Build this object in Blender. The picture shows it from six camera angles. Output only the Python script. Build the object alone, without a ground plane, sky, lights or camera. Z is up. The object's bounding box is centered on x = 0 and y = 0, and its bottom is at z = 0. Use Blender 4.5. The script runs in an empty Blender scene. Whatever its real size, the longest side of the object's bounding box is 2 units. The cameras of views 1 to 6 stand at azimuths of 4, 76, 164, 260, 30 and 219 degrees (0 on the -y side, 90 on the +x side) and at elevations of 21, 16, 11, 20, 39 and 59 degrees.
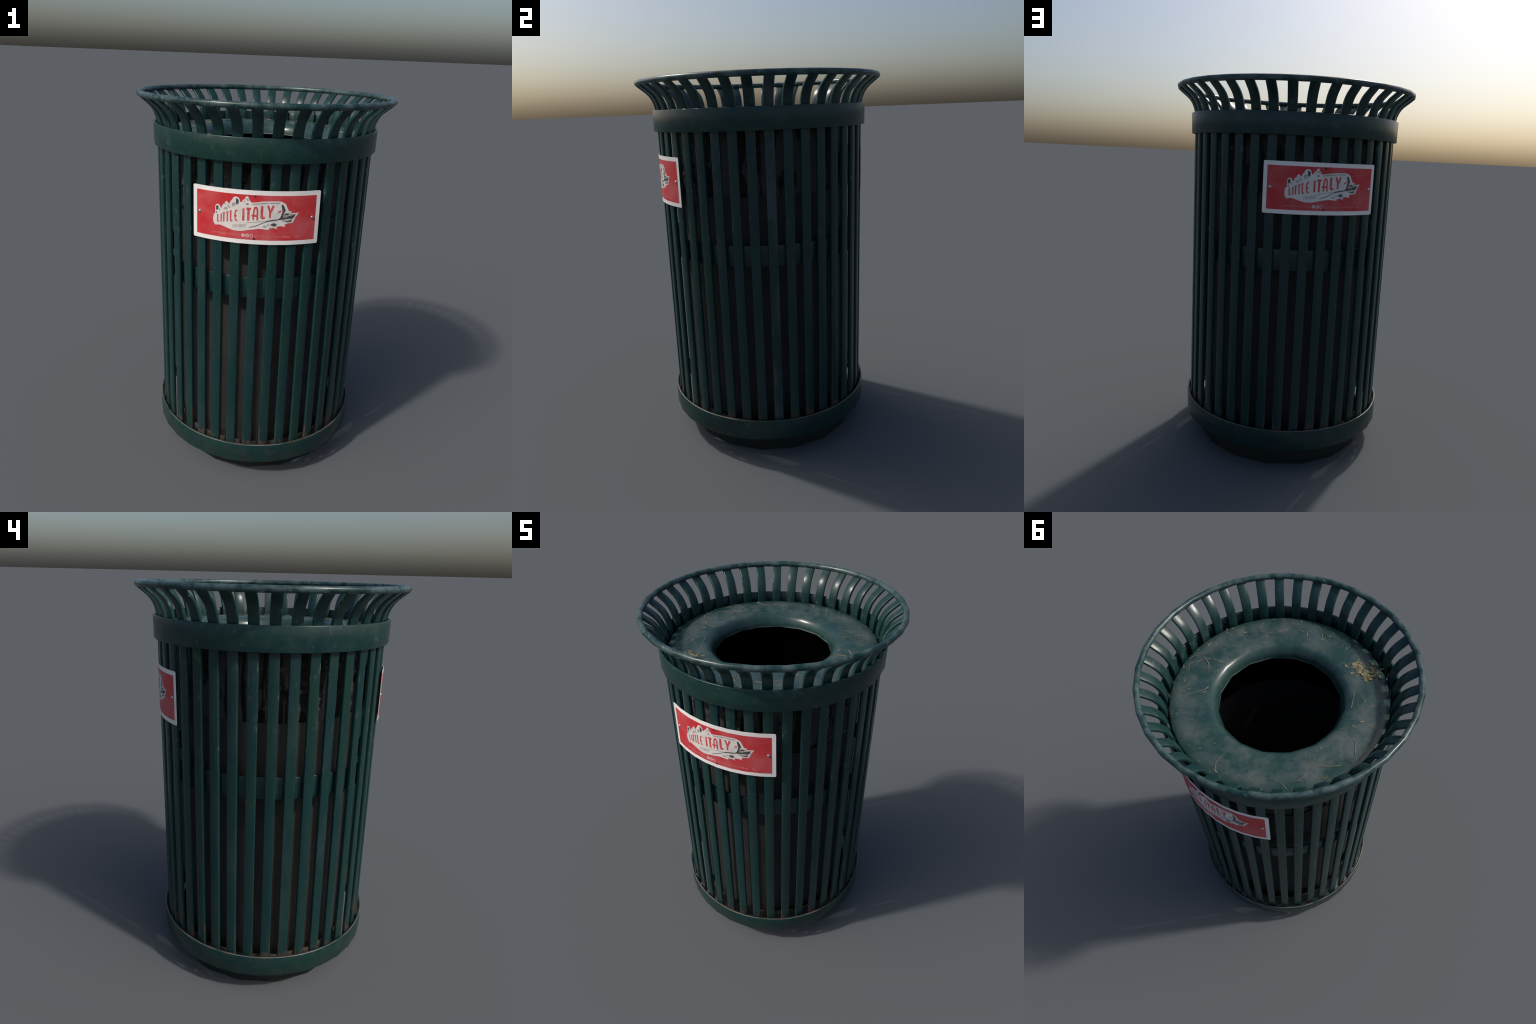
# A slatted park litter bin: forty flat steel slats that flare out to a tubular
# rim, held by three hoops, with a dished lid, an inner liner and two enamel signs.
import bpy, bmesh, math, random
from mathutils import Vector, Matrix

rng = random.Random(7)
TAU = 2 * math.pi

# ----------------------------------------------------------------------------
# dimensions (metres)
# ----------------------------------------------------------------------------
N_SLATS = 40
SLAT_HALF = 0.0232
SLAT_BOTTOM = 0.188
RIM_R, RIM_Z, RIM_TUBE = 0.6452, 1.9855, 0.0145
LID_Z = 1.807
SIGN_R, SIGN_Z = 0.5710, 1.4925
SIGN_HALF_W, SIGN_HALF_H = 0.3053, 0.1255


# ----------------------------------------------------------------------------
# node helpers
# ----------------------------------------------------------------------------
class Mat:
    def __init__(self, name):
        self.m = bpy.data.materials.new(name)
        self.m.use_nodes = True
        self.nt = self.m.node_tree
        self.nt.nodes.clear()
        self.out = self.n("ShaderNodeOutputMaterial")
        self.b = self.n("ShaderNodeBsdfPrincipled")
        self.l(self.b.outputs[0], self.out.inputs[0])
        self.tc = self.n("ShaderNodeTexCoord")
        self.obj = self.tc.outputs["Object"]

    def n(self, t):
        return self.nt.nodes.new(t)

    def l(self, a, b):
        self.nt.links.new(a, b)

    def setin(self, sock, v):
        if hasattr(v, "is_output"):
            self.l(v, sock)
        elif isinstance(v, (tuple, list)) and len(v) == 3 and sock.type == "RGBA":
            sock.default_value = (*v, 1)
        else:
            sock.default_value = v

    def noise(self, scale, detail=4, rough=0.55, vec=None, w=None, dist=0.0):
        t = self.n("ShaderNodeTexNoise")
        t.noise_dimensions = "4D" if w is not None else "3D"
        self.l(vec or self.obj, t.inputs["Vector"])
        if w is not None:
            self.setin(t.inputs["W"], w)
        for k, v in (("Scale", scale), ("Detail", detail), ("Roughness", rough), ("Distortion", dist)):
            t.inputs[k].default_value = v
        return t.outputs["Fac"]

    def math(self, op, a, b=0.0, clamp=False):
        t = self.n("ShaderNodeMath")
        t.operation = op
        t.use_clamp = clamp
        self.setin(t.inputs[0], a)
        self.setin(t.inputs[1], b)
        return t.outputs[0]

    def step(self, v, lo, hi):
        t = self.n("ShaderNodeMapRange")
        t.interpolation_type = "SMOOTHSTEP"
        self.setin(t.inputs[0], v)
        t.inputs[1].default_value, t.inputs[2].default_value = lo, hi
        return t.outputs[0]

    def mix(self, f, a, b):
        t = self.n("ShaderNodeMix")
        t.data_type = "RGBA"
        self.setin(t.inputs[0], f)
        self.setin(t.inputs[6], a)
        self.setin(t.inputs[7], b)
        return t.outputs[2]

    def xyz(self, vec=None):
        t = self.n("ShaderNodeSeparateXYZ")
        self.l(vec or self.obj, t.inputs[0])
        return t.outputs

    def scaled(self, s):
        t = self.n("ShaderNodeMapping")
        self.l(self.obj, t.inputs[0])
        t.inputs["Scale"].default_value = s
        return t.outputs[0]

    def prop(self, name):
        t = self.n("ShaderNodeAttribute")
        t.attribute_type = "OBJECT"
        t.attribute_name = f'["{name}"]'
        return t.outputs["Fac"]

    def rand(self):
        return self.n("ShaderNodeObjectInfo").outputs["Random"]

    def bump(self, h, strength, dist):
        t = self.n("ShaderNodeBump")
        t.inputs["Strength"].default_value = strength
        t.inputs["Distance"].default_value = dist
        self.l(h, t.inputs["Height"])
        self.l(t.outputs[0], self.b.inputs["Normal"])

    def finish(self, col, rough, spec=0.4, metal=0.0):
        self.setin(self.b.inputs["Base Color"], col)
        self.setin(self.b.inputs["Roughness"], rough)
        self.b.inputs["Specular IOR Level"].default_value = spec
        self.b.inputs["Metallic"].default_value = metal
        return self.m


GREEN = (0.0076, 0.0352, 0.0305)
GREEN_TEAL = (0.0054, 0.0300, 0.0325)
GREEN_DEEP = (0.0070, 0.0265, 0.0215)
DUST = (0.085, 0.115, 0.118)
RUST = (0.088, 0.056, 0.043)


def paint_slat():
    m = Mat("green_paint_slat")
    r = m.rand()
    w = m.math("MULTIPLY", r, 37.0)
    x, y, z = m.xyz()
    along = m.scaled((1, 1, 0.35))
    tone = m.noise(7, 4, vec=along, w=w)
    col = m.mix(m.step(tone, 0.35, 0.65), GREEN, GREEN_TEAL)
    col = m.mix(m.math("MULTIPLY", m.step(m.noise(45, 3, w=w), 0.5, 0.8), 0.5), col, GREEN_DEEP)
    # fine rain streaks down the slat and mottled handling wear
    streak = m.noise(60, 4, 0.6, vec=m.scaled((1, 1, 0.045)), w=w)
    col = m.mix(m.math("MULTIPLY", m.step(streak, 0.52, 0.72), 0.45), col, (0.0050, 0.0210, 0.0200))
    col = m.mix(m.math("MULTIPLY", m.step(streak, 0.46, 0.30), 0.35), col, (0.0150, 0.0480, 0.0450))
    mott = m.noise(26, 5, 0.65, w=w)
    col = m.mix(m.math("MULTIPLY", m.step(mott, 0.56, 0.72), 0.40), col, (0.0180, 0.0460, 0.0440))
    # dusty film and pale scuffs, heavier on some slats
    dust = m.prop("dust")
    film = m.math("MULTIPLY", m.step(m.noise(9, 5, 0.6, vec=along, w=w), 0.42, 0.7), dust, clamp=True)
    col = m.mix(film, col, (0.040, 0.062, 0.070))
    edge = m.step(m.math("ABSOLUTE", y), 0.0175, 0.0215)
    col = m.mix(m.math("MULTIPLY", m.step(m.math("ABSOLUTE", y), 0.0195, 0.0225), 0.45), col, (0.016, 0.066, 0.058))  # edge colour lightened to show light caught on the bevels
    high = m.step(z, 0.9, 1.7)
    scuff = m.step(m.noise(38, 4, 0.6, vec=m.scaled((1, 1, 0.55)), w=w), 0.58, 0.70)
    near_edge = m.math("ADD", m.math("MULTIPLY", edge, 0.6), 0.28)
    scuff = m.math("MULTIPLY", m.math("MULTIPLY", scuff, near_edge), m.math("ADD", m.math("MULTIPLY", high, 0.62), 0.14))
    col = m.mix(scuff, col, (0.14, 0.19, 0.185))
    # rust creeping up the edges from the feet of the slats
    rn = m.noise(22, 5, 0.65, vec=m.scaled((1, 1, 0.5)), w=w)
    low = m.step(z, 0.50, 0.235)
    foot = m.step(z, 0.285, 0.235)
    rust_e = m.math("MULTIPLY", m.step(m.math("ADD", m.math("MULTIPLY", low, 0.24), rn), 0.64, 0.82), edge)
    rust_f = m.step(m.math("ADD", m.math("MULTIPLY", foot, 0.22), rn), 0.66, 0.78)
    rust = m.math("MAXIMUM", m.math("MULTIPLY", rust_e, 0.7), m.math("MULTIPLY", m.math("MULTIPLY", rust_f, foot), 0.75))
    col = m.mix(rust, col, RUST)
    m.bump(m.noise(260, 3), 0.10, 0.002)
    rough = m.math("ADD", 0.20, m.math("MULTIPLY", m.noise(18, 4, w=w), 0.20))
    rough = m.math("ADD", rough, m.math("MULTIPLY", rust, 0.3))
    return m.finish(col, rough)


def paint_hoop(name, spots, rust_lo=None, rust_hi=None, film=0.35, spot_lo=0.62, edge=None, pale=(0.034, 0.062, 0.062), grime=RUST, film_lo=0.48, grime_below=None):
    """Green paint on a hoop; spots = pale chips, rust between two heights."""
    m = Mat(name)
    x, y, z = m.xyz()
    tone = m.noise(6, 4)
    col = m.mix(m.step(tone, 0.35, 0.65), GREEN, GREEN_TEAL)
    col = m.mix(m.math("MULTIPLY", m.step(m.noise(70, 3), 0.55, 0.75), 0.45), col, GREEN_DEEP)
    col = m.mix(m.math("MULTIPLY", m.step(m.noise(14, 5, 0.6), film_lo, film_lo + 0.27), film), col, pale)
    sp = m.math("MULTIPLY", m.step(m.noise(34, 4, 0.6), spot_lo, spot_lo + 0.1), spots)
    col = m.mix(sp, col, (0.14, 0.18, 0.175))
    rough = m.math("ADD", 0.20, m.math("MULTIPLY", m.noise(25, 4), 0.20))
    if rust_lo is not None:
        up = m.step(z, rust_lo, rust_hi)
        rust = m.math("MULTIPLY", m.step(m.noise(16, 5, 0.65), 0.40, 0.62), up)
        rust = m.math("MULTIPLY", rust, 0.85)
        col = m.mix(rust, col, grime)
        rough = m.math("ADD", rough, m.math("MULTIPLY", rust, 0.2))
    if grime_below:                # road dirt on the lowest band
        dirt = m.math("MULTIPLY", m.step(m.noise(11, 5, 0.65), 0.44, 0.66), m.step(z, grime_below, grime_below - 0.09))
        col = m.mix(m.math("MULTIPLY", dirt, 0.55), col, (0.026, 0.027, 0.024))
        col = m.mix(m.math("MULTIPLY", m.step(m.noise(48, 4, 0.6), 0.58, 0.70), 0.5), col, (0.006, 0.015, 0.014))
    if edge:                       # sun glint along the outer lip bevel, painted as a pale line
        rad = m.math("SQRT", m.math("ADD", m.math("MULTIPLY", x, x), m.math("MULTIPLY", y, y)))
        lip = m.math("MULTIPLY", m.step(z, edge - 0.0032, edge - 0.0012), m.step(rad, 0.5742, 0.5754))
        lip = m.math("MULTIPLY", lip, m.step(m.noise(5, 4), 0.36, 0.56))
        col = m.mix(m.math("MULTIPLY", lip, 0.6), col, (0.17, 0.165, 0.15))
    m.bump(m.noise(220, 3), 0.08, 0.002)
    return m.finish(col, rough)


def paint_foot():
    """Green paint almost lost under dry mud, rust on the upper rim."""
    m = Mat("muddy_green_foot")
    x, y, z = m.xyz()
    col = m.mix(m.step(m.noise(7, 5, 0.6), 0.40, 0.70), (0.0250, 0.0235, 0.0215), (0.0100, 0.0260, 0.0225))
    col = m.mix(m.math("MULTIPLY", m.step(m.noise(30, 4), 0.5, 0.75), 0.5), col, (0.040, 0.035, 0.030))
    top = m.math("MULTIPLY", m.step(z, 0.138, 0.160), m.step(m.noise(11, 4), 0.38, 0.58))
    col = m.mix(m.math("MULTIPLY", top, 0.9), col, (0.088, 0.067, 0.054))
    return m.finish(col, 0.6, 0.3)


def paint_lid():
    m = Mat("green_paint_lid_dusty")
    x, y, z = m.xyz()
    flat = m.scaled((1, 1, 0))
    rad = m.math("SQRT", m.math("ADD", m.math("MULTIPLY", x, x), m.math("MULTIPLY", y, y)))
    col = m.mix(m.step(m.noise(9, 4), 0.35, 0.65), (0.016, 0.049, 0.043), (0.015, 0.045, 0.045))
    cloud = m.noise(5.5, 6, 0.62, vec=flat, dist=0.3)
    fine = m.noise(42, 5, 0.65, vec=flat)
    d = m.math("ADD", cloud, m.math("MULTIPLY", m.math("SUBTRACT", fine, 0.5), 0.16))
    ring = m.math("MULTIPLY", m.step(rad, 0.318, 0.350), m.step(rad, 0.535, 0.475))
    lvl = m.math("MULTIPLY", m.step(d, 0.37, 0.66), m.math("ADD", m.math("MULTIPLY", ring, 0.74), 0.16))
    tint = m.mix(m.step(m.noise(8, 3, vec=flat), 0.4, 0.6), (0.068, 0.093, 0.095), (0.088, 0.106, 0.103))
    col = m.mix(lvl, col, tint)
    mott = m.noise(24, 5, 0.65, vec=flat)
    col = m.mix(m.math("MULTIPLY", m.step(mott, 0.50, 0.68), 0.40), col, (0.055, 0.080, 0.080))
    col = m.mix(m.math("MULTIPLY", m.step(mott, 0.48, 0.34), 0.30), col, (0.014, 0.044, 0.040))
    specks = m.step(m.noise(120, 2, 0.5, vec=flat), 0.68, 0.76)
    col = m.mix(m.math("MULTIPLY", specks, 0.35), col, (0.18, 0.22, 0.21))
    pits = m.step(m.noise(95, 3, 0.6), 0.66, 0.74)
    col = m.mix(m.math("MULTIPLY", pits, 0.25), col, (0.012, 0.035, 0.032))
    # worn brown line along the outer edge and a pale band round the mouth
    worn = m.math("MULTIPLY", m.step(rad, 0.5325, 0.5360), m.step(m.noise(9, 3), 0.42, 0.6))
    col = m.mix(m.math("MULTIPLY", worn, 0.6), col, (0.12, 0.085, 0.07))
    lip = m.math("MULTIPLY", m.step(z, 1.7560, 1.7500), m.step(m.noise(11, 3), 0.30, 0.6))
    col = m.mix(m.math("MULTIPLY", lip, 0.7), col, (0.16, 0.19, 0.19))
    w1 = m.n("ShaderNodeTexWave")
    w1.wave_type = "RINGS"
    m.l(flat, w1.inputs["Vector"])
    for k, v in (("Scale", 3.2), ("Distortion", 14.0), ("Detail", 2.0), ("Detail Scale", 1.0)):
        w1.inputs[k].default_value = v
    scratch = m.step(w1.outputs["Fac"], 0.94, 0.99)
    rough = m.math("ADD", 0.22, m.math("MULTIPLY", lvl, 0.24))
    h = m.math("ADD", m.math("MULTIPLY", m.noise(150, 3), 0.30), m.math("ADD", m.math("MULTIPLY", scratch, 0.18), m.math("MULTIPLY", m.noise(26, 4, 0.6), 1.1)))
    m.bump(m.math("MULTIPLY", h, m.math("ADD", m.math("MULTIPLY", ring, 0.9), 0.1)), 0.34, 0.0022)
    return m.finish(col, rough)


def plain(name, col, rough, vary=0.0, scale=20, spec=0.5, metal=0.0):
    m = Mat(name)
    if vary:
        lo = tuple(c * (1 - vary) for c in col)
        hi = tuple(c * (1 + vary) for c in col)
        col = m.mix(m.step(m.noise(scale, 4), 0.3, 0.7), lo, hi)
    return m.finish(col, rough, spec, metal)


def liner_mat():
    m = Mat("charcoal_liner")
    x, y, z = m.xyz()
    col = m.mix(m.step(m.noise(5, 5, 0.6), 0.35, 0.7), (0.0300, 0.0292, 0.0298), (0.0405, 0.0395, 0.0402))
    grime = m.math("MULTIPLY", m.step(z, 0.36, 0.20), m.step(m.noise(18, 4), 0.4, 0.6))  # darkened patches: shadow of the gap at the liner's bottom, put into colour
    col = m.mix(m.math("MULTIPLY", grime, 0.6), col, (0.015, 0.013, 0.012))
    return m.finish(col, 0.62, 0.3)


def bag_mat():
    m = Mat("black_bag_plastic")
    col = m.mix(m.step(m.noise(20, 2.5, 0.45, vec=m.scaled((1, 1, 0.16)), dist=0.5), 0.475, 0.525), (0.0016, 0.0016, 0.0016), (0.0600, 0.0580, 0.0600))
    fleck = m.step(m.noise(20, 2, 0.4, vec=m.scaled((0.8, 0.8, 1.3))), 0.68, 0.72)
    col = m.mix(m.math("MULTIPLY", fleck, 0.6), col, (0.12, 0.108, 0.088))
    return m.finish(col, 0.55, 0.3)


def enamel(name, a, b, scale=10, rough=0.38):
    m = Mat(name)
    n = m.noise(scale, 5, 0.6, dist=0.4)
    col = m.mix(m.step(n, 0.36, 0.68), a, b)
    s = m.step(m.noise(90, 2, 0.5), 0.70, 0.76)
    col = m.mix(m.math("MULTIPLY", s, 0.3), col, tuple(min(1, c * 1.1 + 0.06) for c in b))
    return m.finish(col, rough)


def twig_mat():
    m = Mat("dry_twig_bark")
    col = m.mix(m.step(m.noise(40, 3), 0.4, 0.65), (0.135, 0.108, 0.090), (0.215, 0.180, 0.150))
    return m.finish(col, 0.8, 0.2)


def leaf_mat(name, a, b):
    m = Mat(name)
    col = m.mix(m.step(m.noise(33, 3), 0.38, 0.62), a, b)
    return m.finish(col, 0.75, 0.2)


MAT_SLAT = paint_slat()
MAT_RIM = paint_hoop("green_paint_rim", 0.55, film=0.95, spot_lo=0.59, pale=(0.066, 0.104, 0.108), film_lo=0.38)
MAT_UPPER = paint_hoop("green_paint_upper_band", 0.24, film=0.4, film_lo=0.44, spot_lo=0.62)
MAT_MIDDLE = paint_hoop("green_paint_middle_band", 0.15, film=0.2)
MAT_BASE = paint_hoop("green_paint_base_band", 0.18, pale=(0.026, 0.045, 0.042), rust_lo=0.2325, rust_hi=0.2360, film=0.5, film_lo=0.42, grime_below=0.25, edge=0.2365)
MAT_FOOT = paint_foot()
MAT_LID = paint_lid()
MAT_LINER = liner_mat()
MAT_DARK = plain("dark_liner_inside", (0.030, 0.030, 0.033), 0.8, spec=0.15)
MAT_BLACK = plain("near_black_inside", (0.0015, 0.0015, 0.0015), 0.9, spec=0.05)  # near-black base colour, so that the inside looks black through the mouth
MAT_BAG = bag_mat()
MAT_WHITE = enamel("white_enamel", (0.88, 0.84, 0.81), (0.80, 0.765, 0.74), 7)
MAT_RED = enamel("red_enamel_faded", (0.54, 0.030, 0.036), (0.56, 0.092, 0.102), 8)
MAT_CREAM = enamel("cream_print", (0.75, 0.70, 0.665), (0.64, 0.60, 0.57), 14)
MAT_LETTER = enamel("red_print", (0.56, 0.045, 0.050), (0.60, 0.120, 0.125), 25)
MAT_INK = plain("dark_ink", (0.075, 0.070, 0.071), 0.5, 0.35, 60)
MAT_GREY = plain("grey_ink", (0.38, 0.345, 0.33), 0.5, 0.25, 60)
MAT_PINK = plain("faded_pink_print", (0.62, 0.185, 0.187), 0.5, 0.2, 40)
MAT_ICON = plain("pale_pink_print", (0.66, 0.42, 0.41), 0.5, 0.15, 60)
MAT_HOLE = plain("screw_hole", (0.035, 0.018, 0.017), 0.8)
MAT_RIVET = plain("rivet_steel", (0.52, 0.51, 0.52), 0.28, 0.1, 60, metal=0.85)
MAT_TWIG = twig_mat()
MAT_FLECK = leaf_mat("yellow_green_leaflet", (0.120, 0.130, 0.062), (0.215, 0.210, 0.110))
MAT_PETAL = leaf_mat("dry_yellow_petal", (0.130, 0.112, 0.058), (0.235, 0.205, 0.120))


# ----------------------------------------------------------------------------
# geometry helpers
# ----------------------------------------------------------------------------
def make(name, bm, mats, parent=None, smooth=40.0, kind=None):
    me = bpy.data.meshes.new(name)
    bmesh.ops.recalc_face_normals(bm, faces=bm.faces)
    bm.to_mesh(me)
    bm.free()
    for mt in mats if isinstance(mats, (list, tuple)) else [mats]:
        me.materials.append(mt)
    if smooth:
        me.shade_smooth()
        me.set_sharp_from_angle(angle=math.radians(smooth))
    ob = bpy.data.objects.new(name, me)
    bpy.context.scene.collection.objects.link(ob)
    if parent:
        ob.parent = parent
    if kind:
        ob["kind"] = kind
    return ob


def polar(r, a, z):
    return Vector((r * math.cos(a), r * math.sin(a), z))


def lathe(profile, seg, closed=True, radius=None, centre=(0, 0), material=None):
    """Spin a (radius, height) profile; radius(r, i, k) may reshape each ring."""
    bm = bmesh.new()
    rings = []
    for k, (r, z) in enumerate(profile):
        ring = []
        for i in range(seg):
            rr = radius(r, i, k) if radius else r
            p = polar(rr, TAU * i / seg, z)
            ring.append(bm.verts.new(p + Vector((centre[0], centre[1], 0))))
        rings.append(ring)
    pairs = list(zip(range(len(rings)), range(1, len(rings))))
    if closed:
        pairs.append((len(rings) - 1, 0))
    for a, b in pairs:
        for i in range(seg):
            j = (i + 1) % seg
            f = bm.faces.new((rings[a][i], rings[a][j], rings[b][j], rings[b][i]))
            if material:
                f.material_index = material(a)
    return bm


def offset_path(path, d):
    """Copy of a 2D path moved sideways by d (left of travel)."""
    out = []
    for i, p in enumerate(path):
        a = Vector(path[max(i - 1, 0)])
        b = Vector(path[min(i + 1, len(path) - 1)])
        t = (b - a).normalized()
        out.append((p[0] - t.y * d, p[1] + t.x * d))
    return out


def bevelled_band(r_out, r_in, z0, z1, c=0.0022):
    return [(r_out, z0 + c), (r_out, z1 - c), (r_out - c * 0.3, z1 - c * 0.3), (r_out - c, z1),
            (r_in + c, z1), (r_in, z1 - c), (r_in, z0 + c), (r_in + c, z0), (r_out - c, z0), (r_out - c * 0.3, z0 + c * 0.3)]


# ----------------------------------------------------------------------------
# the bin
# ----------------------------------------------------------------------------
root = bpy.data.objects.new("litter_bin", None)
bpy.context.scene.collection.objects.link(root)
root["label"] = "dark green slatted steel litter bin with flared rim and red signs"
root["category"] = "litter bin"

# --- slats -------------------------------------------------------------------
outer = [(0.5597, SLAT_BOTTOM), (0.5597, 0.60), (0.5597, 1.20), (0.5597, 1.78), (0.5600, 1.822), (0.5628, 1.850),
         (0.5685, 1.876), (0.5775, 1.8985), (0.5888, 1.9170), (0.6045, 1.9340), (0.6230, 1.9490), (0.6430, 1.9650), (0.6535, 1.9745)]
thick = [0.0187] * 5 + [0.0180, 0.0170, 0.0157, 0.0153, 0.0148, 0.0142, 0.0135, 0.0120]


def slat_mesh():
    bm = bmesh.new()
    inner = [offset_path(outer, t)[i] for i, t in enumerate(thick)]
    rings = []
    c = 0.0034
    for (ro, zo), (ri, zi), t in zip(outer, inner, thick):
        o, n = Vector((ro, 0, zo)), Vector((ri, 0, zi))
        d = (n - o).normalized()
        h = SLAT_HALF * (1 + 0.04 * min(1, max(0, (zo - 1.80) / 0.12)))
        # rounded rectangle: flat outer and inner faces with eased edges
        sect = [(0, -h + c), (0, 0), (0, h - c), (c * 0.3, h - c * 0.3), (c, h), (t - c, h), (t - c * 0.3, h - c * 0.3),
                (t, h - c), (t, -h + c), (t - c * 0.3, -h + c * 0.3), (t - c, -h), (c, -h), (c * 0.3, -h + c * 0.3)]
        rings.append([bm.verts.new(o + d * u + Vector((0, v, 0))) for u, v in sect])
    m = len(rings[0])
    for a, b in zip(rings, rings[1:]):
        for i in range(m):
            bm.faces.new((a[i], a[(i + 1) % m], b[(i + 1) % m], b[i]))
    bm.faces.new(rings[0])
    bm.faces.new(rings[-1][::-1])
    return bm


first = make("slat", slat_mesh(), MAT_SLAT, root, smooth=50)
for i in range(N_SLATS):
    s = first if i == 0 else first.copy()
    if i:
        bpy.context.scene.collection.objects.link(s)
    s.rotation_euler = (0, 0, TAU * i / N_SLATS)
    s["dust"] = 0.12 + 0.30 * rng.random() ** 2
    if i == N_SLATS - 1:            # one slat stands out greyer on the east side
        s["dust"] = 2.2

# --- rim: bent tube ------------------------------------------------------------
tube = [(RIM_R + RIM_TUBE * math.cos(TAU * k / 14), RIM_Z + RIM_TUBE * math.sin(TAU * k / 14)) for k in range(14)]
make("rim", lathe(tube, 32), MAT_RIM, root, smooth=60)

# --- hoops ---------------------------------------------------------------------
band = bevelled_band(0.5790, 0.5665, 1.739, 1.848, 0.003)


def lower_facets(r, i, k):
    """The lower edge of a band is a plain 32-gon, its upper edge a finer one."""
    low = k in (0, 6, 7, 8, 9)
    return r * math.cos(TAU / 64) if low and i % 2 else r


make("upper_band", lathe(band, 64, radius=lower_facets), MAT_UPPER, root, smooth=50)
make("middle_band", lathe(bevelled_band(0.5345, 0.525, 1.080, 1.187), 64), MAT_MIDDLE, root, smooth=50)
make("base_band", lathe(bevelled_band(0.5790, 0.5665, 0.124, 0.2365, 0.003), 64, radius=lower_facets), MAT_BASE, root, smooth=50)

# --- foot: a sixteen-sided open drum a little off centre -----------------------------
foot = [(0.0, 0.0), (0.488, 0.0), (0.490, 0.003), (0.490, 0.166), (0.487, 0.172), (0.481, 0.172), (0.478, 0.166), (0.478, 0.100), (0.0, 0.100)]
fb = lathe(foot, 16, closed=False, centre=(0.006, 0.012))
bmesh.ops.remove_doubles(fb, verts=fb.verts, dist=1e-5)
make("foot", fb, MAT_FOOT, root, smooth=50)

# --- liner ----------------------------------------------------------------------
liner = [(0.4575, 0.1015), (0.4575, 1.410), (0.4570, 1.4135), (0.4560, 1.4135), (0.4555, 1.410), (0.4555, 0.108), (0.0, 0.108), (0.0, 0.1015)]
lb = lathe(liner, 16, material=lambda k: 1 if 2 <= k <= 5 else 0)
bmesh.ops.remove_doubles(lb, verts=lb.verts, dist=1e-5)
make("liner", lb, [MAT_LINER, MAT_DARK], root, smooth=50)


# --- bag above the liner, crumpled into wavy upright folds ------------------------
def bag():
    bm = bmesh.new()
    seg, rows = 240, 40
    z0, z1 = 1.4120, 1.790
    ph = [rng.uniform(0, TAU) for _ in range(8)]
    grid, back = [], []
    for j in range(rows + 1):
        t = j / rows
        z = z0 + (z1 - z0) * t
        ring, rb = [], []
        for i in range(seg):
            a = TAU * i / seg
            wob = 0.10 * math.sin(3.1 * TAU * t + ph[0] + 2 * a) + 0.05 * math.sin(7 * TAU * t + ph[1] + 5 * a)
            f = math.sin(26 * (a + wob) + ph[2]) + 0.6 * math.sin(41 * (a - wob) + ph[3])
            f += 0.5 * math.sin(17 * a + 9 * t + ph[4]) * math.sin(14 * t + 3 * a + ph[5])
            hem = max(0.0, 1 - 8 * t)                 # the hem hugs the sixteen-sided liner
            side = (a % (TAU / 16)) - TAU / 32
            flat = math.cos(TAU / 32) / math.cos(side)
            r = (0.4505 + 0.0026 * f * min(1, t * 6)) * (1 + (flat - 1) * hem)
            ring.append(bm.verts.new(polar(r, a, z)))
            rb.append(bm.verts.new(polar(0.4470 * flat, a, z)))
        grid.append(ring)
        back.append(rb)
    for j in range(rows):
        for i in range(seg):
            k = (i + 1) % seg
            bm.faces.new((grid[j][i], grid[j][k], grid[j + 1][k], grid[j + 1][i]))
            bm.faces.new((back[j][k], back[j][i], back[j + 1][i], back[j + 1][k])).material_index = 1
    for i in range(seg):
        k = (i + 1) % seg
        bm.faces.new((grid[0][k], grid[0][i], back[0][i], back[0][k]))
        bm.faces.new((grid[rows][i], grid[rows][k], back[rows][k], back[rows][i]))
    return bm


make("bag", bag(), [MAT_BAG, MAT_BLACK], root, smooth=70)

# --- lid: flat dusty ring rolling down into a sixteen-sided mouth ------------------
top = [(0.5365, 1.770), (0.5370, 1.797), (0.5350, 1.8035), (0.5285, LID_Z), (0.490, LID_Z + 0.001), (0.450, LID_Z + 0.0025), (0.410, LID_Z + 0.004),
       (0.380, LID_Z + 0.0045), (0.360, 1.8108), (0.345, 1.8085), (0.332, 1.8035), (0.3205, 1.7945), (0.312, 1.7825), (0.306, 1.7690), (0.303, 1.7570), (0.302, 1.7470)]
under = offset_path(top, 0.0045)
lid_profile = top + under[::-1]
half = len(top)


def lid_radius(r, i, k):
    q = k if k < half else 2 * half - 1 - k
    w = max(0.0, min(1.0, (q - 5) / (half - 6)))
    return r * (1 - w * (1 - math.cos(TAU / 32))) if i % 2 else r


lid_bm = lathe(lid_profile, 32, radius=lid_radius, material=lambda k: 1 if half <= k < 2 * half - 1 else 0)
lid = make("lid", lid_bm, [MAT_LID, MAT_BLACK], root, smooth=60)

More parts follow.
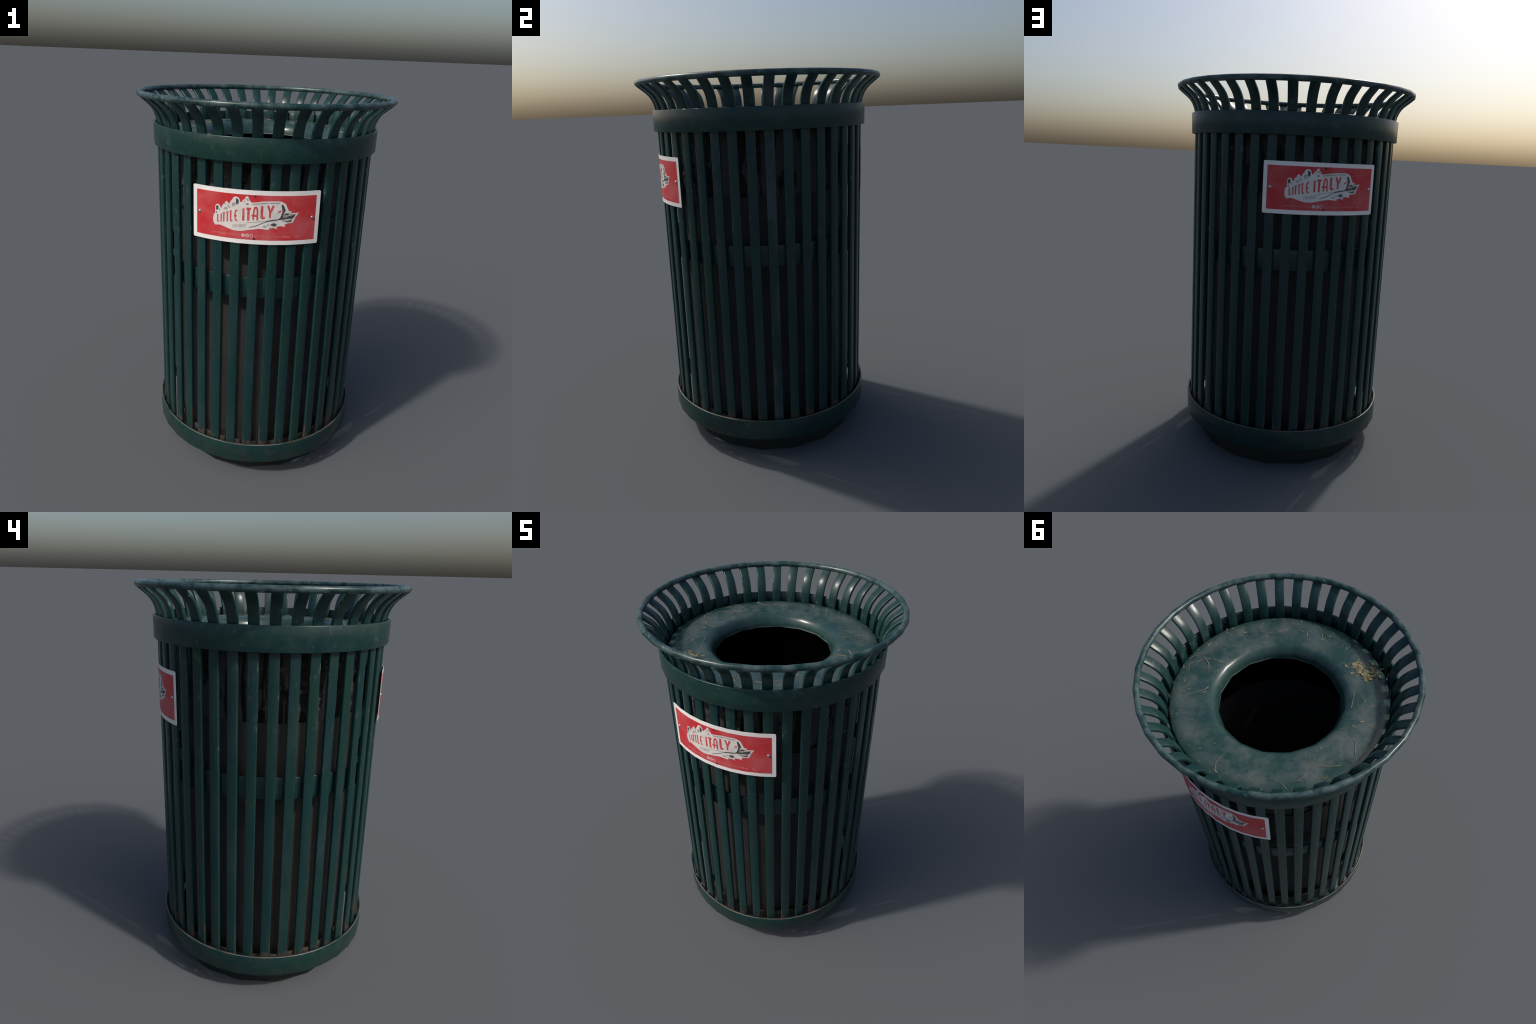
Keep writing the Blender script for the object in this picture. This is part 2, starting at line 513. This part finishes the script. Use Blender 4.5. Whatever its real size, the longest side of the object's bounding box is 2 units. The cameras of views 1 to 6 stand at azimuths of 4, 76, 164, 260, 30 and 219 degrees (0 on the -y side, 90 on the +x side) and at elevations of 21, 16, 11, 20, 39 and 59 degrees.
# --- litter lying on the lid --------------------------------------------------------
TWIGS = [
    [(.425, .263), (.374, .250), (.345, .216), (.321, .181), (.318, .153)],
    [(.466, .133), (.491, .097), (.472, .057), (.445, .024), (.407, .004), (.368, -.003)],
    [(.515, .059), (.502, .022), (.459, .020), (.413, .042), (.391, .067)],
    [(.359, -.294), (.323, -.290), (.284, -.310), (.247, -.348), (.225, -.385)],
    [(.254, -.454), (.214, -.422), (.175, -.412), (.140, -.415)],
    [(.135, -.492), (.089, -.479), (.052, -.447), (.039, -.413)],
    [(-.096, -.423), (-.105, -.456), (-.096, -.481)],
    [(-.247, -.263), (-.279, -.235), (-.305, -.178), (-.322, -.134)],
    [(-.322, -.134), (-.346, -.149), (-.383, -.179), (-.407, -.214)],
    [(-.337, -.006), (-.379, -.012), (-.422, .008), (-.451, .032), (-.467, .064), (-.492, .090)],
    [(-.320, .204), (-.328, .225), (-.344, .259), (-.354, .293), (-.348, .328), (-.334, .346)],
    [(-.332, .230), (-.372, .222), (-.410, .201), (-.448, .165)],
    [(.006, .424), (.008, .456), (.001, .482), (-.022, .510)],
    [(-.185, .449), (-.213, .414), (-.251, .392), (-.293, .388), (-.330, .396)],
    [(-.426, -.051), (-.437, -.076), (-.461, -.110)],
    [(-.444, .118), (-.469, .122), (-.494, .115)],
    [(-.127, -.329), (-.148, -.357)],
    [(-.355, -.330), (-.390, -.318), (-.402, -.290)],
]


def lid_height(r):
    for (r0, z0), (r1, z1) in zip(top[3:], top[4:]):
        if r1 <= r <= r0:
            return z0 + (z1 - z0) * (r0 - r) / (r0 - r1)
    return LID_Z if r > 0.4 else 1.75


def catmull(pts, n=6):
    p = [Vector(q) for q in pts]
    p = [2 * p[0] - p[1]] + p + [2 * p[-1] - p[-2]]
    out = []
    for a, b, c, d in zip(p, p[1:], p[2:], p[3:]):
        for k in range(n):
            t = k / n
            out.append(0.5 * (2 * b + (c - a) * t + (2 * a - 5 * b + 4 * c - d) * t * t + (3 * b - a - 3 * c + d) * t ** 3))
    out.append(p[-2])
    return out


def twig_bm(pts):
    bm = bmesh.new()
    path = catmull(pts)
    n = len(path)
    rad0 = rng.uniform(0.0014, 0.0022)
    prev = None
    for i, q in enumerate(path):
        t = i / (n - 1)
        d = (path[min(i + 1, n - 1)] - path[max(i - 1, 0)]).normalized()
        side = Vector((-d.y, d.x))
        rad = rad0 * (0.55 + 0.65 * t) * (1 + 0.25 * math.sin(9 * t + rad0 * 4e3))
        z = lid_height(q.length) + rad * 0.35
        ring = []
        for k in range(6):
            u, v = math.cos(TAU * k / 6) * rad, math.sin(TAU * k / 6) * rad
            ring.append(bm.verts.new((q.x + side.x * u, q.y + side.y * u, z + v)))
        if prev:
            for k in range(6):
                bm.faces.new((prev[k], prev[(k + 1) % 6], ring[(k + 1) % 6], ring[k]))
        else:
            bm.faces.new(ring[::-1])
        prev = ring
    bm.faces.new(prev)
    return bm


for pts in TWIGS:
    make("twig", twig_bm(pts), MAT_TWIG, lid, smooth=80)


def leaflet(bm, x, y, z, ang, ln, wd, tilt=0.0, curl=0.25):
    """A small pointed leaf: a lens outline with a raised midrib and real thickness."""
    M = Matrix.Translation((x, y, z)) @ Matrix.Rotation(ang, 4, "Z") @ Matrix.Rotation(tilt, 4, "Y")
    n = 6
    th = 0.0007
    layers = []
    for h in (th, 0):
        rows = []
        for i in range(n + 1):
            t = i / n
            w = wd * math.sin(math.pi * min(max(t, 0.04), 0.96)) ** 0.8
            zc = curl * ln * (t - 0.5) ** 2
            rows.append([bm.verts.new(M @ Vector(((t - 0.5) * ln, s * w, zc + h + (0.25 * wd if s == 0 else 0)))) for s in (-1, 0, 1)])
        layers.append(rows)
    up, lo = layers
    for i in range(n):
        for s in range(2):
            bm.faces.new((up[i][s], up[i + 1][s], up[i + 1][s + 1], up[i][s + 1]))
            bm.faces.new((lo[i][s + 1], lo[i + 1][s + 1], lo[i + 1][s], lo[i][s]))
        bm.faces.new((up[i][0], lo[i][0], lo[i + 1][0], up[i + 1][0]))
        bm.faces.new((up[i][2], up[i + 1][2], lo[i + 1][2], lo[i][2]))
    for i in (0, n):
        bm.faces.new((up[i][0], up[i][1], lo[i][1], lo[i][0]))
        bm.faces.new((up[i][1], up[i][2], lo[i][2], lo[i][1]))


FLECKS = [(.488, -.195), (.470, -.222), (.393, -.238), (.430, -.257), (.279, -.274), (.283, -.426), (.125, -.469), (.071, -.506), (.017, -.464),
          (.007, -.365), (.119, -.407), (.520, -.004), (.498, -.065), (.372, 0), (.505, .127), (.311, .193), (.385, .219), (.440, .194),
          (.347, .050), (.408, -.078), (.384, -.130), (-.193, -.302), (-.147, -.500), (-.353, -.206), (-.471, -.021), (-.407, -.096),
          (-.431, .258), (-.448, .165), (-.324, .165), (-.333, .138), (-.373, .104), (-.391, -.049), (-.436, .245), (-.354, .293),
          (.368, -.008), (-.022, .505), (.20, -.47), (.23, -.43), (.33, -.40), (.03, -.43)]
bm = bmesh.new()
for x, y in FLECKS:
    leaflet(bm, x, y, lid_height(math.hypot(x, y)) + 0.001, rng.uniform(0, TAU), rng.uniform(0.014, 0.030), rng.uniform(0.0018, 0.0034))
for _ in range(70):                 # finer crumbs gathered toward the outer edge
    a, r = rng.uniform(0, TAU), 0.522 - 0.13 * rng.random() ** 1.6
    leaflet(bm, r * math.cos(a), r * math.sin(a), lid_height(r) + 0.0008, rng.uniform(0, TAU), rng.uniform(0.006, 0.015), rng.uniform(0.0010, 0.0020))
make("leaflet", bm, MAT_FLECK, lid, smooth=60, kind="stuff")

bm = bmesh.new()
for _ in range(62):                 # little drift of dry petals on the south-west side
    t = rng.random()
    cx, cy = -0.185 - 0.115 * t, -0.368 + 0.018 * t
    x, y = cx + rng.gauss(0, 0.019), cy + rng.gauss(0, 0.022)
    leaflet(bm, x, y, LID_Z + 0.003 + 0.003 * rng.random(), rng.uniform(0, TAU), rng.uniform(0.018, 0.036), rng.uniform(0.004, 0.0085), rng.uniform(-0.12, 0.12), rng.uniform(0.1, 0.4))
for _ in range(30):
    leaflet(bm, -0.285 + rng.gauss(0, 0.03), -0.40 + rng.gauss(0, 0.022), LID_Z + 0.002, rng.uniform(0, TAU), rng.uniform(0.012, 0.028), rng.uniform(0.003, 0.007))
make("petal_drift", bm, MAT_PETAL, lid, smooth=60, kind="stuff")

# ----------------------------------------------------------------------------
# signs: curved enamel plates; artwork is drawn flat in millimetres
# (s across, t up from the plate centre) and wrapped onto the plate
# ----------------------------------------------------------------------------
FACETS = 8
S_EDGE = [SIGN_HALF_W * (2 * i / FACETS - 1) for i in range(FACETS + 1)]


BEND = [0.5665, 0.5700]            # plate radius at its middle and at its ends


def wrap(s, h):
    """Plate position at arc length s, raised by h; the plate bends in facets."""
    i = max(0, min(FACETS - 1, int((s + SIGN_HALF_W) / (2 * SIGN_HALF_W) * FACETS)))
    s0, s1 = S_EDGE[i], S_EDGE[i + 1]
    f = (s - s0) / (s1 - s0)
    a0, a1 = s0 / SIGN_R - math.pi / 2, s1 / SIGN_R - math.pi / 2
    r0, r1 = (BEND[0] + (BEND[1] - BEND[0]) * (q / SIGN_HALF_W) ** 2 + h for q in (s0, s1))
    return polar(r0, a0, 0).lerp(polar(r1, a1, 0), f)


def wrap_flat(bm, lift, thick, base=0.0):
    """Cut a flat drawing (x=s, y=t, in metres) at the bends, thicken, wrap."""
    bmesh.ops.triangulate(bm, faces=bm.faces)
    for s in S_EDGE[1:-1]:
        bmesh.ops.bisect_plane(bm, geom=bm.verts[:] + bm.edges[:] + bm.faces[:], plane_co=(s, 0, 0), plane_no=(1, 0, 0), dist=1e-6)
    bmesh.ops.recalc_face_normals(bm, faces=bm.faces)
    top_v = {v: v.co.copy() for v in bm.verts}
    edges = [e for e in bm.edges if len(e.link_faces) == 1]
    low = {}
    for e in edges:
        for v in e.verts:
            if v not in low:
                low[v] = (bm.verts.new(v.co), v.co.copy())
    for e in edges:
        a, b = e.verts
        bm.faces.new((a, b, low[b][0], low[a][0]))
    for v, c in top_v.items():
        p = wrap(c.x, lift)
        v.co = (p.x, p.y, SIGN_Z + c.y)
    for v, c in low.values():
        p = wrap(c.x, lift - thick)
        v.co = (p.x, p.y, SIGN_Z + c.y)
    return bm


def poly(bm, pts, mm=True):
    k = 0.001 if mm else 1
    return bm.faces.new([bm.verts.new((x * k, y * k, 0)) for x, y in pts])


def rounded_rect(w, h, r, n=5):
    out = []
    for cx, cy, a0 in ((w - r, h - r, 0), (-w + r, h - r, 90), (-w + r, -h + r, 180), (w - r, -h + r, 270)):
        for k in range(n + 1):
            a = math.radians(a0 + 90 * k / n)
            out.append((cx + r * math.cos(a), cy + r * math.sin(a)))
    return out


OUTLINE = [(-188.1, -50.3), (-196.5, -36.4), (-198.1, -20.2), (-194.6, -1.8), (-187, 4.7), (-187.3, 38.5), (-181.9, 47.3), (-171.8, 50.1), (-164.6, 44.3),
           (-159.5, 34.3), (-154.5, 33.6), (-151.2, 47.4), (-143.7, 55), (-132.9, 69), (-125.9, 62.5), (-117.6, 55.5), (-113.8, 67.8), (-104.6, 79.3),
           (-99.5, 89.1), (-90.3, 93.3), (-78.3, 91.1), (-71.6, 84.5), (-68.6, 71), (-64.6, 68.7), (-59.5, 73.1), (-54.5, 81.4), (-46.8, 84.6),
           (-43.3, 95.4), (-36.9, 98.4), (-30.4, 93.7), (-28.8, 86), (-20.7, 74.7), (-15.4, 69.8), (15.7, 74.2), (37.2, 77.8), (75.4, 80.3), (110.1, 80.2),
           (121.9, 77.6), (139.4, 67.6), (147, 50.3), (154.6, 35.5), (168.1, 33.2), (163.3, 24.6), (182.1, 25.4), (202.5, 27.3), (188.8, 7.6),
           (181.6, -7), (175.6, -20.4), (150.1, -22.3), (137.2, -28.9), (141.7, -38.5), (120.3, -35.5), (105.9, -36.8), (101, -43.7), (106.7, -50.5),
           (86.7, -43.8), (68.5, -45.5), (66.3, -53.7), (42.8, -51.7), (19.3, -50), (-3.3, -54), (-29.3, -58.6), (-55.6, -65), (-82.3, -66.3),
           (-102.7, -64.5), (-123.5, -58.8), (-143.3, -51.9), (-156.1, -48.2), (-166.2, -46.9), (-179.3, -49.6)]
INK = [
    # jagged cliff edge and the road sweeping under the banner
    [(118.8, 63.7), (126.5, 65), (133.7, 53.1), (139.8, 38.4), (135.1, 29.1), (130.5, 18.4), (129.9, 6.4), (147.1, 6.1), (150.7, 11.4), (170.6, 15),
     (186.5, 21.2), (181.9, 7.9), (172.9, .1), (151.5, -.7), (131.8, -4.4), (112.1, -5.7), (92.8, -9.8), (69.6, -12.9), (47.8, -18.9), (28.8, -27.8),
     (3.3, -40), (-24, -47), (-24, -44.5), (3.2, -36.6), (28.7, -25.1), (46.4, -16.3), (56.5, -9.9), (79.6, -6), (105.5, -3), (115.5, 3.7),
     (120.1, 15.8), (124.5, 31.8), (122.3, 47.8)],
    [(134.3, 21.1), (147.3, 24.9), (156.6, 24.7), (154.3, 18.8), (138.5, 17)],
    [(136.2, -12.6), (156.1, -10.3), (170.4, -4.5), (169.7, -13.4), (149.7, -14.9)],
    [(70.3, -29.1), (81.7, -22.8), (92.1, -21.3), (102.9, -28.7), (92.8, -36.9), (81, -34.3)],
    [(-184, 37.6), (-177.5, 43.9), (-171, 39.5), (-170.8, 27.4), (-177.2, 21.1), (-183.8, 21.5)],
    [(-182.9, 12.1), (-177.9, 15.6), (-177.8, 7.5), (-183.6, 6.6)],
    [(-88.1, 84.9), (-80.8, 83.7), (-74.7, 77), (-75, 63.8), (-80.1, 58), (-87.4, 57.3)],
    [(-41.1, 65.3), (-29.4, 64.9), (-30.5, 59.5), (-40.3, 60.1)],
]
GREYS = [
    [(37, -37), (44.6, -33.9), (55, -34.3), (55.4, -42.4), (41.1, -43.6)],
    [(-14, 64.5), (37.5, 72.6), (110.4, 74.9), (113.3, 68.7), (76, 69.5), (-14, 60.5)],
    [(-41.8, 88.9), (-34, 86.9), (-28.6, 78.1), (-33.6, 75.1), (-40.3, 82.5)],
    [(-53.1, 76.2), (-43.9, 74.3), (-45.1, 70.3), (-52.9, 71)],
    [(-147.8, 49.2), (-136.8, 60.5), (-135.4, 56.7), (-146.3, 46.7)],
    [(-131.9, 53.8), (-127.1, 54.4), (-111.8, 38.8), (-119.9, 36.5)],
    [(-147.5, 30.5), (-136.5, 41.2), (-127.5, 38.4), (-128, 31.6), (-141.8, 25.8)],
    [(-107, 61.8), (-91, 68.9), (-89.3, 53.1), (-101.1, 45), (-107, 48.5)],
    [(-38.3, -23.4), (13.7, -16), (45, -11.9), (45, -13.9), (13.9, -19.2), (-38.2, -26)],
    [(-169, 32), (-162, 24), (-163, 16), (-168, 20)],
    [(127, 2), (150, 4), (180, 14), (188, 20), (160, 22.5), (142, 27), (131, 20)],
    [(118, -8), (150, -6), (172, -2), (168, -17), (140, -17)],
    [(58, -27), (66, -24), (66, -34), (58, -35)],
    [(98, 24), (116, 28), (117, 26), (100, 21.5)],
]
LETTERS = [("L", -177.3, -166.4, -33.5, 2.2), ("I", -159.9, -153.7, -31.8, 7), ("T", -149.3, -137.8, -30, 15), ("T", -132.7, -121, -27.8, 21),
           ("L", -114.4, -102, -25.6, 27), ("E", -95.2, -79.4, -22.4, 34), ("I", -56.6, -47.2, -15.6, 41.3), ("T", -39.1, -18.5, -14.4, 45.8),
           ("A", -15.2, 15.8, -10.5, 52), ("L", 26.4, 46.0, -2.6, 57.4), ("Y", 55.4, 86.2, 2.6, 60)]
# strokes in a unit cell: (points, stroke width as a fraction of the cell width)
GLYPHS = {
    "I": [([(.5, 0), (.5, 1)], .92)],
    "L": [([(.27, 1), (.26, .12), (.42, .07), (.98, .09)], .53)],
    "T": [([(0, .925), (1, .925)], .45), ([(.48, .94), (.48, 0)], .49)],
    "E": [([(.95, .86), (.62, .93), (.36, .80), (.30, .5), (.36, .2), (.62, .07), (.95, .14)], .36), ([(0, .47), (.85, .47)], .40)],
    "A": [([(.28, 0), (.34, .72), (.48, .93), (.68, .95), (.86, .78), (.88, 0)], .22), ([(0, .34), (.95, .34)], .26)],
    "Y": [([(.10, 1), (.45, .47), (.42, 0)], .27), ([(.90, 1), (.52, .47)], .27)],
}


def stroke(bm, pts, w):
    """Mitred ribbon along a polyline."""
    p = [Vector(q) for q in pts]
    left, right = [], []
    for i, q in enumerate(p):
        d0 = (q - p[i - 1]).normalized() if i else (p[1] - q).normalized()
        d1 = (p[i + 1] - q).normalized() if i < len(p) - 1 else d0
        n0, n1 = Vector((-d0.y, d0.x)), Vector((-d1.y, d1.x))
        n = (n0 + n1).normalized()
        k = w / 2 / max(0.55, n.dot(n0))
        left.append(q + n * k)
        right.append(q - n * k)
    lv = [bm.verts.new((*v, 0)) for v in left]
    rv = [bm.verts.new((*v, 0)) for v in right]
    for i in range(len(p) - 1):
        bm.faces.new((lv[i], rv[i], rv[i + 1], lv[i + 1]))


def text_flat(bm, body, s0, s1, t0, height, slope=0.0):
    """Built-in-font lettering fitted between s0 and s1 (mm), base line t0."""
    cu = bpy.data.curves.new("lettering", "FONT")
    cu.body, cu.size, cu.offset = body, 1.0, 0.018
    cu.resolution_u = 2
    ob = bpy.data.objects.new("lettering_source", cu)
    bpy.context.scene.collection.objects.link(ob)
    dg = bpy.context.evaluated_depsgraph_get()
    me = bpy.data.meshes.new_from_object(ob.evaluated_get(dg))
    bpy.data.objects.remove(ob)
    xs = [v.co.x for v in me.vertices]
    ys = [v.co.y for v in me.vertices]
    kx, ky = (s1 - s0) / (max(xs) - min(xs)), height / (max(ys) - min(ys))
    vs = []
    for v in me.vertices:
        x = (v.co.x - min(xs)) * kx
        vs.append(bm.verts.new(((s0 + x) * 0.001, (t0 + (v.co.y - min(ys)) * ky + slope * x) * 0.001, 0)))
    for f in me.polygons:
        bm.faces.new([vs[i] for i in f.vertices])
    bpy.data.meshes.remove(me)


def disc(bm, s, t, r, inner=0.0, n=20):
    o = [bm.verts.new(((s + r * math.cos(TAU * k / n)) * 1e-3, (t + r * math.sin(TAU * k / n)) * 1e-3, 0)) for k in range(n)]
    if not inner:
        bm.faces.new(o)
        return
    i = [bm.verts.new(((s + inner * math.cos(TAU * k / n)) * 1e-3, (t + inner * math.sin(TAU * k / n)) * 1e-3, 0)) for k in range(n)]
    for k in range(n):
        j = (k + 1) % n
        bm.faces.new((o[k], o[j], i[j], i[k]))


def join_into(dst, src):
    me = bpy.data.meshes.new("tmp")
    src.to_mesh(me)
    src.free()
    dst.from_mesh(me)
    bpy.data.meshes.remove(me)


def sign_plate():
    bm = bmesh.new()
    poly(bm, rounded_rect(SIGN_HALF_W, SIGN_HALF_H, 0.007), mm=False)
    bm = wrap_flat(bm, 0.0, 0.0016)
    b2 = bmesh.new()                  # back of the plate
    poly(b2, rounded_rect(SIGN_HALF_W, SIGN_HALF_H, 0.007), mm=False)
    b2 = wrap_flat(b2, -0.0016, 0.0)
    join_into(bm, b2)
    bmesh.ops.remove_doubles(bm, verts=bm.verts, dist=1e-5)
    return bm


def art(draw, lift):
    bm = bmesh.new()
    draw(bm)
    return wrap_flat(bm, lift, 0.0004)


def letters_bm():
    whole = bmesh.new()
    for ch, x0, x1, y0, y1 in LETTERS:
        for q, (pts, w) in enumerate(GLYPHS[ch]):
            b = bmesh.new()
            stroke(b, [((x0 + (x1 - x0) * u) * 1e-3, (y0 + (y1 - y0) * v) * 1e-3) for u, v in pts], w * 1.1 * (x1 - x0) * 1e-3)
            join_into(whole, wrap_flat(b, 0.00115 + 0.00008 * q, 0.0004))
    b = bmesh.new()                    # little bird beside the banner
    poly(b, [(101, 31.8), (111.2, 35.9), (118.9, 38.5), (118, 30.5), (108.9, 29.2)])
    join_into(whole, wrap_flat(b, 0.00115, 0.0004))
    return whole


def dome(bm, s, t, r, h):
    base = wrap(s, 0)
    a = s / SIGN_R - math.pi / 2
    n = Vector((math.cos(a), math.sin(a), 0))
    u = Vector((-n.y, n.x, 0))
    c = base + Vector((0, 0, SIGN_Z + t))
    rings = []
    for j in range(5):
        ph = (math.pi / 2) * j / 5
        rings.append([bm.verts.new(c + n * (0.0005 + h * math.sin(ph)) + (u * math.cos(TAU * k / 14) + Vector((0, 0, 1)) * math.sin(TAU * k / 14)) * r * math.cos(ph)) for k in range(14)])
    tip = bm.verts.new(c + n * (0.0005 + h))
    for A, B in zip(rings, rings[1:]):
        for k in range(14):
            bm.faces.new((A[k], A[(k + 1) % 14], B[(k + 1) % 14], B[k]))
    for k in range(14):
        bm.faces.new((rings[-1][k], rings[-1][(k + 1) % 14], tip))


def rivet_bm(s):
    bm = bmesh.new()
    dome(bm, s, 0.002, 0.0080, 0.0050)
    return bm


def build_sign(bend, turn):
    BEND[:] = bend
    parts = []
    parts.append(("red_panel", art(lambda b: poly(b, rounded_rect(SIGN_HALF_W - 0.0195, SIGN_HALF_H - 0.0205, 0.002), mm=False), 0.0003), MAT_RED))
    parts.append(("emblem", art(lambda b: poly(b, OUTLINE), 0.0007), MAT_CREAM))
    parts.append(("emblem_shading", art(lambda b: [poly(b, p) for p in GREYS] + [text_flat(b, "SAN DIEGO", -103, -39, -52.5, 15.5, 0.12)], 0.0010), MAT_GREY))
    parts.append(("emblem_ink", art(lambda b: [poly(b, p) for p in INK], 0.0012), MAT_INK))
    parts.append(("lettering", letters_bm(), MAT_LETTER))
    parts.append(("small_lettering", art(lambda b: [text_flat(b, "LITTLEITALYSD.COM", -201, -66, -90, 8.5), text_flat(b, "LITTLE ITALY SAN DIEGO   CA", 4, 206, -90.5, 8.0)], 0.0006), MAT_PINK))
    parts.append(("icon", art(lambda b: [disc(b, -51, -85, 8.6), disc(b, -31.5, -85.5, 8.6, 3.6), disc(b, -12, -85, 8.2, 5.6)], 0.0006), MAT_ICON))
    parts.append(("screw_hole", art(lambda b: [disc(b, 0, 99.5, 5.4), disc(b, 1, -99.5, 5.2)], 0.0008), MAT_HOLE))
    parts.append(("rivet", rivet_bm(-0.270), MAT_RIVET))
    parts.append(("rivet", rivet_bm(0.270), MAT_RIVET))
    plate = make("sign", sign_plate(), MAT_WHITE, root, smooth=30)
    for name, b, mt in parts:
        make(name, b, mt, plate, smooth=30)
    plate.rotation_euler = (0, 0, turn)


build_sign((0.5665, 0.5700), 0)          # front plate stands a little off the slats
build_sign((0.5627, 0.5636), math.pi)    # rear plate lies closer
